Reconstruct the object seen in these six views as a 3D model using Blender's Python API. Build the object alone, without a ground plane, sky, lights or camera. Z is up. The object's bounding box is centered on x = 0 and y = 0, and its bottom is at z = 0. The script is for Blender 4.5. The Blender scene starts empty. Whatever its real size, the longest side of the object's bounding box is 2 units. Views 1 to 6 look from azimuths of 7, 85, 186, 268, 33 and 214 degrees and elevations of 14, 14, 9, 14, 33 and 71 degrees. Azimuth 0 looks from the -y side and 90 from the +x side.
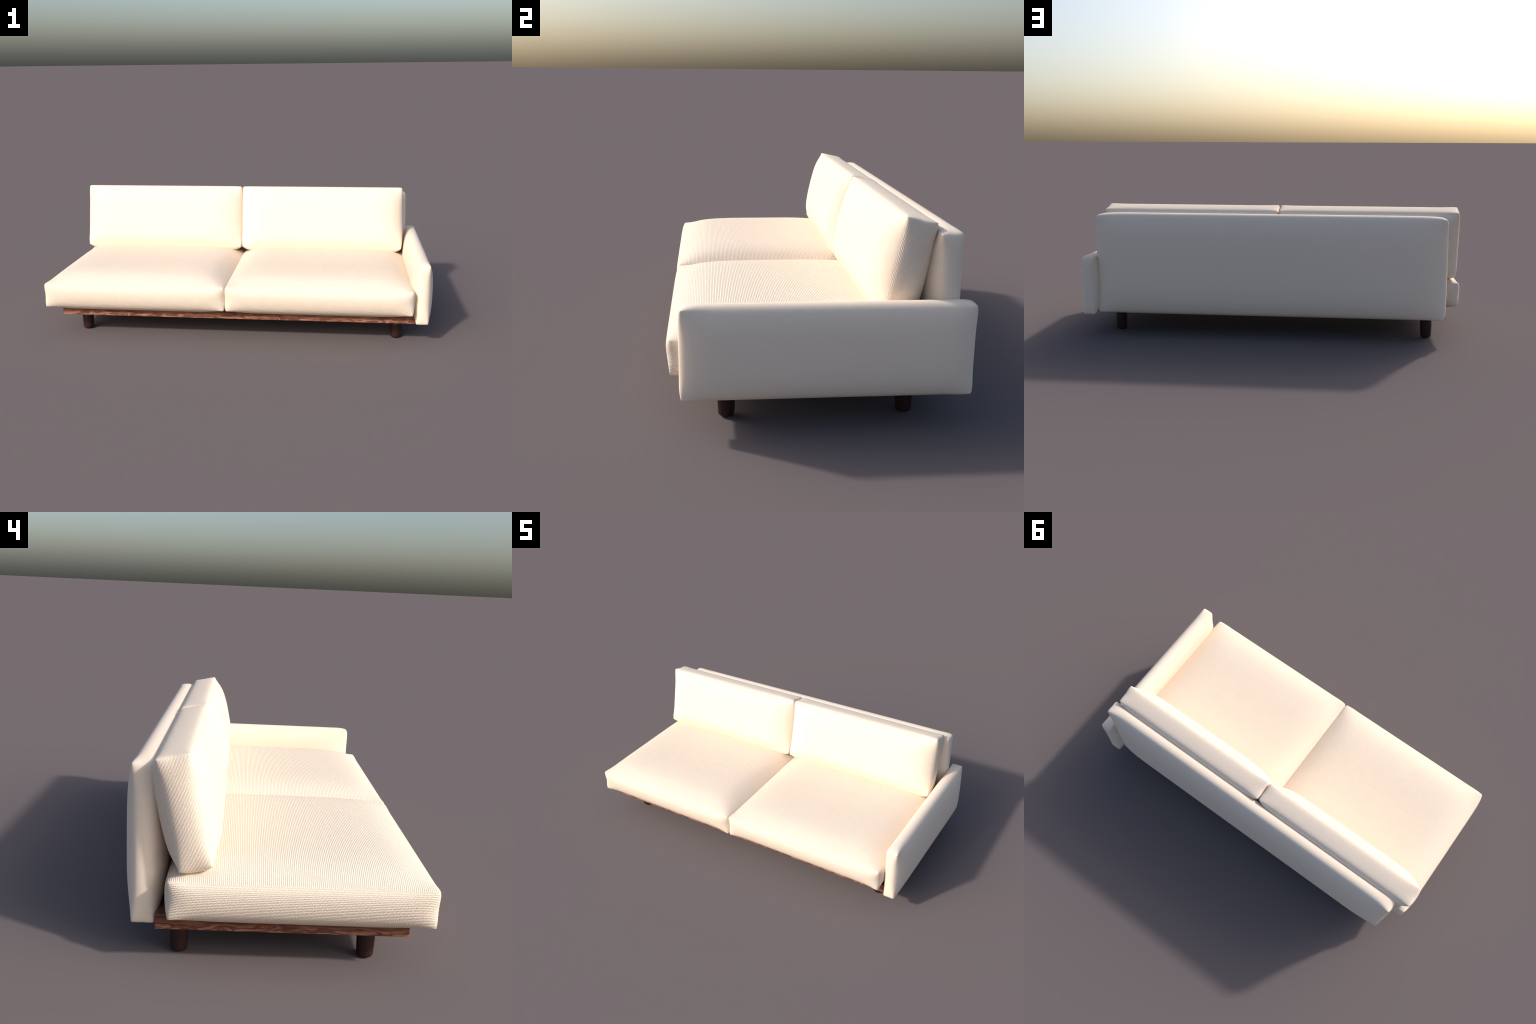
# One-armed two-seat sofa: a low wooden plank base on four turned legs, an upholstered
# backrest panel, one upholstered armrest, two seat cushions and two leaning back cushions.
import bpy, math
import numpy as np
from mathutils import Vector

# ------------------------------------------------------------------ measurements (metres)
SEAT_SIZE = (0.934, 0.820, 0.123)
SEAT_CENTRES = (-0.517, 0.428)
SEAT_Y, SEAT_Z = -0.075, 0.2355
BACK_SIZE = (0.918, 0.104, 0.353)
BACK_CENTRES = (-0.512, 0.419)
BACK_Y, BACK_Z, BACK_LEAN = 0.290, 0.5055, math.radians(-12.4)
FRAME_MIN, FRAME_MAX = (-0.920, -0.421, 0.113), (0.920, 0.379, 0.163)
REST_MIN, REST_MAX = (-0.903, 0.382, 0.126), (0.903, 0.456, 0.638)
ARM_MIN, ARM_MAX = (0.916, -0.446, 0.120), (0.975, 0.491, 0.420)
LEG_X, LEG_Y_FRONT, LEG_Y_REAR = 0.828, -0.302, 0.309


# ------------------------------------------------------------------ node helpers
class Tree:
    def __init__(self, name):
        self.mat = bpy.data.materials.new(name)
        self.mat.use_nodes = True
        self.nt = self.mat.node_tree
        self.nt.nodes.clear()
        self.out = self.nt.nodes.new("ShaderNodeOutputMaterial")
        self.bsdf = self.nt.nodes.new("ShaderNodeBsdfPrincipled")
        self.nt.links.new(self.bsdf.outputs[0], self.out.inputs[0])
        self.coord = self.nt.nodes.new("ShaderNodeTexCoord")

    def put(self, socket, value):
        if hasattr(value, "is_linked") or isinstance(value, bpy.types.NodeSocket):
            self.nt.links.new(value, socket)
        else:
            socket.default_value = value

    def math(self, op, a, b=0.0, c=0.0, clamp=False):
        n = self.nt.nodes.new("ShaderNodeMath")
        n.operation = op
        n.use_clamp = clamp
        for s, v in zip(n.inputs, (a, b, c)):
            self.put(s, v)
        return n.outputs[0]

    def xyz(self, vec):
        n = self.nt.nodes.new("ShaderNodeSeparateXYZ")
        self.put(n.inputs[0], vec)
        return n.outputs

    def combine(self, x, y, z):
        n = self.nt.nodes.new("ShaderNodeCombineXYZ")
        for s, v in zip(n.inputs, (x, y, z)):
            self.put(s, v)
        return n.outputs[0]

    def noise(self, vec, scale, detail=2.0, rough=0.5, distortion=0.0):
        n = self.nt.nodes.new("ShaderNodeTexNoise")
        self.put(n.inputs["Vector"], vec)
        n.inputs["Scale"].default_value = scale
        n.inputs["Detail"].default_value = detail
        n.inputs["Roughness"].default_value = rough
        n.inputs["Distortion"].default_value = distortion
        return n.outputs[0]

    def ramp(self, fac, stops):
        n = self.nt.nodes.new("ShaderNodeValToRGB")
        el = n.color_ramp.elements
        while len(el) < len(stops):
            el.new(0.5)
        for e, (p, c) in zip(el, stops):
            e.position = p
            e.color = (*c, 1.0)
        self.put(n.inputs[0], fac)
        return n.outputs[0]

    def mix(self, fac, a, b):
        n = self.nt.nodes.new("ShaderNodeMix")
        n.data_type = 'RGBA'
        self.put(n.inputs[0], fac)
        for s, v in ((n.inputs[6], a), (n.inputs[7], b)):
            self.put(s, (*v, 1.0) if isinstance(v, tuple) else v)
        return n.outputs[2]

    def bump(self, height, strength, distance):
        n = self.nt.nodes.new("ShaderNodeBump")
        n.inputs["Strength"].default_value = strength
        n.inputs["Distance"].default_value = distance
        self.put(n.inputs["Height"], height)
        self.put(self.bsdf.inputs["Normal"], n.outputs[0])


def weave(t, across, along, pitch, stitch, wobble):
    """Height of a ribbed plain weave: ribs repeat over `across`, stitches over `along`."""
    v = t.math('DIVIDE', across, pitch)
    v = t.math('ADD', v, t.math('MULTIPLY', wobble, 0.35))
    row = t.math('FLOOR', v)
    rib = t.math('ABSOLUTE', t.math('SINE', t.math('MULTIPLY', v, math.pi)))
    u = t.math('ADD', t.math('DIVIDE', along, stitch), t.math('MULTIPLY', row, 0.5))
    u = t.math('ADD', u, t.math('MULTIPLY', wobble, 1.6))
    knot = t.math('MULTIPLY_ADD', t.math('SINE', t.math('MULTIPLY', u, 2 * math.pi)), 0.5, 0.5)
    patch = t.noise(t.coord.outputs["Object"], 160.0, 2.0)        # uneven yarn: some stitches stand out more
    dip = t.math('MULTIPLY', t.math('SUBTRACT', 1.0, knot), t.math('MULTIPLY', patch, 1.1))
    return t.math('MULTIPLY', rib, t.math('SUBTRACT', 1.0, dip))


FABRIC = (0.865, 0.728, 0.594)


def fabric(name, flat_weave, side_weave, strength, distance, front_relief=1.0, flat_relief=1.0,
           end_ribs_vertical=False):
    t = Tree(name)
    p = t.coord.outputs["Object"]
    x, y, z = t.xyz(p)
    n = t.xyz(t.coord.outputs["Normal"])
    ax, ay, az = (t.math('ABSOLUTE', s) for s in n)
    wob = t.noise(p, 90.0, 2.0)
    flat = weave(t, y, x, *flat_weave, wob)                 # top and underside
    flat = t.math('MULTIPLY', flat, flat_relief)
    front = weave(t, z, x, *side_weave, wob)                # front and rear
    front = t.math('MULTIPLY', front, front_relief)
    end = weave(t, y, z, *side_weave, wob) if end_ribs_vertical else weave(t, z, y, *side_weave, wob)
    is_flat = t.math('GREATER_THAN', az, t.math('MAXIMUM', ax, ay))
    is_end = t.math('GREATER_THAN', ax, t.math('MAXIMUM', az, ay))
    pick = lambda f, a, b: t.math('ADD', t.math('MULTIPLY', f, a),
                                  t.math('MULTIPLY', t.math('SUBTRACT', 1.0, f), b))
    height = pick(is_flat, flat, pick(is_end, end, front))
    height = t.math('ADD', height, t.math('MULTIPLY', t.noise(p, 420.0, 2.0), 0.5))
    t.bump(height, strength, distance)
    tint = t.noise(p, 150.0, 3.0, 0.6)
    t.put(t.bsdf.inputs["Base Color"],
          t.ramp(tint, [(0.3, tuple(c * 0.975 for c in FABRIC)), (0.7, tuple(min(1, c * 1.02) for c in FABRIC))]))
    t.bsdf.inputs["Roughness"].default_value = 0.95
    t.bsdf.inputs["Specular IOR Level"].default_value = 0.1
    return t.mat


KNOT_PERIOD = 0.786
KNOTS = {0: [(-0.738, 0.1355), (-0.595, 0.1175)],      # (place along the board, height)
         1: [(0.027, 0.1345), (0.170, 0.1175)]}


def knotted_wood(name, along_axis):
    """Red-brown plank: straight grain above, broad flame figure below, flowing round knots."""
    t = Tree(name)
    c = t.xyz(t.coord.outputs["Object"])
    along, other, z = c[along_axis], c[1 - along_axis], c[2]
    low = t.math('DIVIDE', t.math('SUBTRACT', 0.139, z), 0.020, clamp=True)      # flame figure zone
    soft = t.noise(t.combine(t.math('MULTIPLY', along, 10.0), t.math('MULTIPLY', other, 3.0),
                             t.math('MULTIPLY', z, 45.0)), 1.0, 2.0, 0.5)
    field = t.math('ADD', t.math('MULTIPLY', z, 330.0),
                   t.math('MULTIPLY', soft, t.math('MULTIPLY_ADD', low, 22.0, 9.0)))
    core = halo = rim = None
    for at, level in KNOTS[along_axis]:
        d = t.math('SUBTRACT', along, at)
        d = t.math('SUBTRACT', d, t.math('MULTIPLY', t.math('ROUND', t.math('DIVIDE', d, KNOT_PERIOD)), KNOT_PERIOD))
        e = t.math('SUBTRACT', z, level)

        def dist(rx, rz):
            return t.math('SQRT', t.math('ADD', t.math('POWER', t.math('DIVIDE', d, rx), 2.0),
                                         t.math('POWER', t.math('DIVIDE', e, rz), 2.0)))

        flow = t.math('DIVIDE', 1.0, t.math('ADD', 1.0, t.math('POWER', dist(0.034, 0.013), 2.0)))
        field = t.math('ADD', field, t.math('MULTIPLY', flow, 13.0))
        eye = dist(0.0042, 0.0042)
        k_core = t.math('SUBTRACT', 1.5, eye, clamp=True)
        k_rim = t.math('SUBTRACT', 1.0, t.math('MULTIPLY', t.math('ABSOLUTE', t.math('SUBTRACT', eye, 1.65)), 1.9), clamp=True)
        k_halo = t.math('SUBTRACT', 1.0, dist(0.030, 0.013), clamp=True)
        core = k_core if core is None else t.math('MAXIMUM', core, k_core)
        rim = k_rim if rim is None else t.math('MAXIMUM', rim, k_rim)
        halo = k_halo if halo is None else t.math('MAXIMUM', halo, k_halo)
    band = t.math('MULTIPLY_ADD', t.math('SINE', field), 0.5, 0.5)
    fine = t.noise(t.combine(t.math('MULTIPLY', along, 14.0), t.math('MULTIPLY', other, 60.0),
                             t.math('MULTIPLY', z, 480.0)), 1.0, 2.0, 0.5)
    broad = t.noise(t.combine(t.math('MULTIPLY', along, 16.0), t.math('MULTIPLY', other, 5.0),
                              t.math('MULTIPLY', z, 130.0)), 1.0, 2.0, 0.5)
    tone = t.math('ADD', t.math('MULTIPLY', band, t.math('MULTIPLY_ADD', low, 0.16, 0.20)),
                  t.math('ADD', t.math('MULTIPLY', fine, 0.36), t.math('MULTIPLY', broad, 0.34)))
    tone = t.math('ADD', tone, t.math('MULTIPLY', t.math('SUBTRACT', low, 0.5), 0.07))
    col = t.ramp(tone, [(0.27, (0.075, 0.025, 0.014)), (0.50, (0.180, 0.069, 0.041)),
                        (0.73, (0.380, 0.168, 0.104))])
    col = t.mix(t.math('MULTIPLY', halo, 1.1, clamp=True), col, (0.220, 0.060, 0.026))
    col = t.mix(t.math('MULTIPLY', rim, 0.75), col, (0.070, 0.016, 0.014))
    col = t.mix(t.math('MULTIPLY', core, 0.9), col, (0.260, 0.068, 0.044))
    t.put(t.bsdf.inputs["Base Color"], col)
    t.bsdf.inputs["Roughness"].default_value = 0.6
    t.bsdf.inputs["Specular IOR Level"].default_value = 0.3
    t.bump(tone, 0.15, 0.001)
    return t.mat


def leg_wood():
    t = Tree("dark_stained_wood")
    x, y, z = t.xyz(t.coord.outputs["Object"])
    streak = t.noise(t.combine(t.math('MULTIPLY', x, 300.0), t.math('MULTIPLY', y, 300.0),
                               t.math('MULTIPLY', z, 18.0)), 1.0, 3.0, 0.6)
    t.put(t.bsdf.inputs["Base Color"],
          t.ramp(streak, [(0.3, (0.020, 0.0066, 0.0054)), (0.7, (0.040, 0.0135, 0.0105))]))
    t.bsdf.inputs["Roughness"].default_value = 0.5
    t.bsdf.inputs["Specular IOR Level"].default_value = 0.35
    return t.mat


# ------------------------------------------------------------------ geometry helpers
def graded(n):
    """n+1 samples over -1..1, packed closer towards both ends."""
    s = np.linspace(-1, 1, n + 1)
    return 0.55 * s + 0.45 * np.sin(s * np.pi / 2)


def padded_block(name, size, swell, counts, soften=0.05, rounds=24, seam=(1.0, 1.0, 1.0), tuck=0.0):
    """Upholstered block: a box whose faces swell outward.

    swell = {face: (height, reach)} where the face swells by `height` once `reach` metres
    (one number, or one per in-plane axis) away from its edges.  Corners stay put, edges are
    rounded off more and more away from the corners.
    """
    half = np.array(size) / 2
    lines = [graded(c) for c in counts]
    index, verts, faces = {}, [], []

    def vid(i, j, k):
        key = (i, j, k)
        if key not in index:
            index[key] = len(verts)
            verts.append((lines[0][i], lines[1][j], lines[2][k]))
        return index[key]

    for axis in range(3):
        a, b = [q for q in range(3) if q != axis]
        for side in (0, counts[axis]):
            for i in range(counts[a]):
                for j in range(counts[b]):
                    quad = []
                    for di, dj in ((0, 0), (1, 0), (1, 1), (0, 1)):
                        key = [0, 0, 0]
                        key[axis], key[a], key[b] = side, i + di, j + dj
                        quad.append(vid(*key))
                    flip = (side == 0) != (axis == 1)
                    faces.append(quad[::-1] if flip else quad)
    unit = np.array(verts)
    base = unit * half
    pos = base.copy()
    inset = half - np.abs(base)                       # distance to each pair of faces

    def rise(d, reach):
        near = 1 - np.clip(1 - d / (0.42 * reach), 0, 1) ** 2
        far = 1 - np.clip(1 - d / reach, 0, 1) ** 2.2
        return 0.5 * near + 0.5 * far

    for axis, letters in enumerate(("-x +x", "-y +y", "-z +z")):
        a, b = [q for q in range(3) if q != axis]
        for side, letter in zip((-1, 1), letters.split()):
            height, reach, *high = swell[letter]
            ra, rb = reach if isinstance(reach, tuple) else (reach, reach)
            on = unit[:, axis] * side > 0.9999
            lift = height * rise(inset[:, a], min(ra, half[a])) * rise(inset[:, b], min(rb, half[b]))
            if high:                                  # belly sits higher up the face
                lift = lift * (1 + high[0] * unit[:, 2])
            pos[on, axis] += side * lift[on]

    # the lower rim of a cushion curls under between its corners
    for axis in (0, 1):
        fade = np.clip(1 - inset[:, axis] / 0.06, 0, 1) * np.clip(-unit[:, 2], 0, 1) ** 2
        pos[:, axis] -= np.sign(unit[:, axis]) * tuck * fade * rise(inset[:, 1 - axis], 0.16)

    # soften the seams: neighbour averaging, pinned at the eight corners
    edge = set()
    for f in faces:
        for q in range(4):
            edge.add((min(f[q], f[q - 1]), max(f[q], f[q - 1])))
    edge = np.array(sorted(edge))
    count = np.zeros(len(pos))
    np.add.at(count, edge[:, 0], 1)
    np.add.at(count, edge[:, 1], 1)
    corner = np.sqrt((inset ** 2).sum(1))
    free = np.clip(corner / soften, 0.30, 1)
    two = np.sort(inset, axis=1)[:, 1]                # distance from the nearest seam
    free = 0.5 * free ** 1.5 * np.clip(1.3 - two / 0.12, 0.15, 1)
    free *= np.array(seam)[np.argmax(inset, axis=1)]  # seams along x, y, z may differ in softness
    for _ in range(rounds):
        acc = np.zeros_like(pos)
        np.add.at(acc, edge[:, 0], pos[edge[:, 1]])
        np.add.at(acc, edge[:, 1], pos[edge[:, 0]])
        pos += free[:, None] * (acc / count[:, None] - pos)

    # pull the eight corners back out to where the seams meet
    for sx in (-1, 1):
        for sy in (-1, 1):
            for sz in (-1, 1):
                tip = np.array((sx, sy, sz)) * half
                gap = np.sqrt(((base - tip) ** 2).sum(1))
                at = int(gap.argmin())
                pull = 0.75 * (tip - pos[at])
                pos += np.exp(-(gap / 0.045) ** 2)[:, None] * pull

    me = bpy.data.meshes.new(name)
    me.from_pydata([tuple(v) for v in pos], [], faces)
    me.polygons.foreach_set("use_smooth", [True] * len(me.polygons))
    me.update()
    return me


def lathe(name, profile, segments=48):
    verts, faces = [], []
    for r, z in profile:
        for s in range(segments):
            a = 2 * math.pi * s / segments
            verts.append((r * math.cos(a), r * math.sin(a), z))
    for i in range(len(profile) - 1):
        for s in range(segments):
            s2 = (s + 1) % segments
            faces.append((i * segments + s, i * segments + s2, (i + 1) * segments + s2, (i + 1) * segments + s))
    faces.append(tuple(range(segments))[::-1])
    faces.append(tuple((len(profile) - 1) * segments + s for s in range(segments)))
    me = bpy.data.meshes.new(name)
    me.from_pydata(verts, [], faces)
    for poly in me.polygons:
        poly.use_smooth = len(poly.vertices) == 4
    return me


def place(name, mesh, root, location=(0, 0, 0), rotation=(0, 0, 0)):
    ob = bpy.data.objects.new(name, mesh)
    bpy.context.scene.collection.objects.link(ob)
    ob.location, ob.rotation_euler = location, rotation
    ob.parent = root
    return ob


def middle(lo, hi):
    return tuple((a + b) / 2 for a, b in zip(lo, hi)), tuple(b - a for a, b in zip(lo, hi))


# ------------------------------------------------------------------ build
sofa = bpy.data.objects.new("sofa", None)
bpy.context.scene.collection.objects.link(sofa)
sofa["label"] = "cream one-armed two-seat sofa on low dark wooden base"
sofa["category"] = "sofa"

coarse = fabric("ribbed_cream_fabric", (0.0060, 0.0040), (0.0056, 0.0040), 0.60, 0.0025)
cushion_cloth = fabric("woven_cream_fabric", (0.0038, 0.0036), (0.0041, 0.0040), 0.5, 0.0019,
                       front_relief=0.4, flat_relief=0.5, end_ribs_vertical=True)
smooth_cloth = fabric("plain_cream_fabric", (0.0030, 0.0036), (0.0030, 0.0036), 0.12, 0.0005)

# seat cushions
seat_mesh = padded_block(
    "seat_cushion", SEAT_SIZE,
    {"+z": (0.053, (0.22, 0.28)), "-z": (0.036, 0.16), "-y": (0.0165, (0.12, 0.06), 0.4),
     "+y": (0.018, (0.12, 0.06)), "-x": (0.0175, (0.12, 0.06), 0.2), "+x": (0.0175, (0.12, 0.06), 0.2)},
    (64, 58, 18), soften=0.09, tuck=0.009)
seat_mesh.materials.append(coarse)
for cx in SEAT_CENTRES:
    place("seat_cushion", seat_mesh, sofa, (cx, SEAT_Y, SEAT_Z))

# back cushions
back_mesh = padded_block(
    "back_cushion", BACK_SIZE,
    {"-y": (0.045, (0.19, 0.16), 0.03), "+y": (0.043, (0.16, 0.13)), "+z": (0.005, (0.10, 0.05)),
     "-z": (0.027, (0.10, 0.05)), "-x": (0.013, (0.05, 0.12)), "+x": (0.013, (0.05, 0.12))},
    (64, 18, 36), soften=0.09, rounds=40, seam=(0.35, 0.5, 1.0))
back_mesh.materials.append(cushion_cloth)
for cx in BACK_CENTRES:
    place("back_cushion", back_mesh, sofa, (cx, BACK_Y, BACK_Z), (BACK_LEAN, 0, 0))

# upholstered backrest panel
at, size = middle(REST_MIN, REST_MAX)
rest_mesh = padded_block(
    "backrest", size,
    {"+y": (0.031, (0.19, 0.19)), "-y": (0.031, (0.19, 0.19)), "+z": (0.018, (0.14, 0.04)),
     "-z": (0.010, (0.14, 0.04)), "-x": (0.014, (0.04, 0.14)), "+x": (0.014, (0.04, 0.14))},
    (90, 14, 44), soften=0.09)
rest_mesh.materials.append(smooth_cloth)
place("backrest", rest_mesh, sofa, at)

# armrest
at, size = middle(ARM_MIN, ARM_MAX)
arm_mesh = padded_block(
    "armrest", size,
    {"+x": (0.026, 0.14), "-x": (0.026, 0.14), "+z": (0.014, (0.03, 0.12)),
     "-z": (0.010, (0.03, 0.12)), "-y": (0.010, (0.03, 0.12)), "+y": (0.010, (0.03, 0.12))},
    (12, 64, 34), soften=0.09)
arm_mesh.materials.append(smooth_cloth)
place("armrest", arm_mesh, sofa, at)

# plank base
x0, y0, z0 = FRAME_MIN
x1, y1, z1 = FRAME_MAX
frame_mesh = bpy.data.meshes.new("base_frame")
frame_mesh.from_pydata(
    [(x, y, z) for z in (z0, z1) for x, y in ((x0, y0), (x1, y0), (x1, y1), (x0, y1))], [],
    [(3, 2, 1, 0), (4, 5, 6, 7), (0, 1, 5, 4), (1, 2, 6, 5), (2, 3, 7, 6), (3, 0, 4, 7)])
frame_mesh.materials.append(knotted_wood("knotted_wood_long_grain", 0))
frame_mesh.materials.append(knotted_wood("knotted_wood_side_grain", 1))
for i in (3, 5):
    frame_mesh.polygons[i].material_index = 1
frame = place("base_frame", frame_mesh, sofa)
bev = frame.modifiers.new("edge_round", 'BEVEL')
bev.width, bev.segments = 0.0015, 2

# turned legs
leg_profile = [(0.012, 0.0), (0.021, 0.0008), (0.0250, 0.0032), (0.0275, 0.0075), (0.0284, 0.013),
               (0.0300, 0.0650), (0.0310, 0.1150)]
leg_mesh = lathe("leg", leg_profile)
leg_mesh.materials.append(leg_wood())
for sx in (-1, 1):
    for ly in (LEG_Y_FRONT, LEG_Y_REAR):
        place("leg", leg_mesh, sofa, (sx * LEG_X, ly, 0.0))
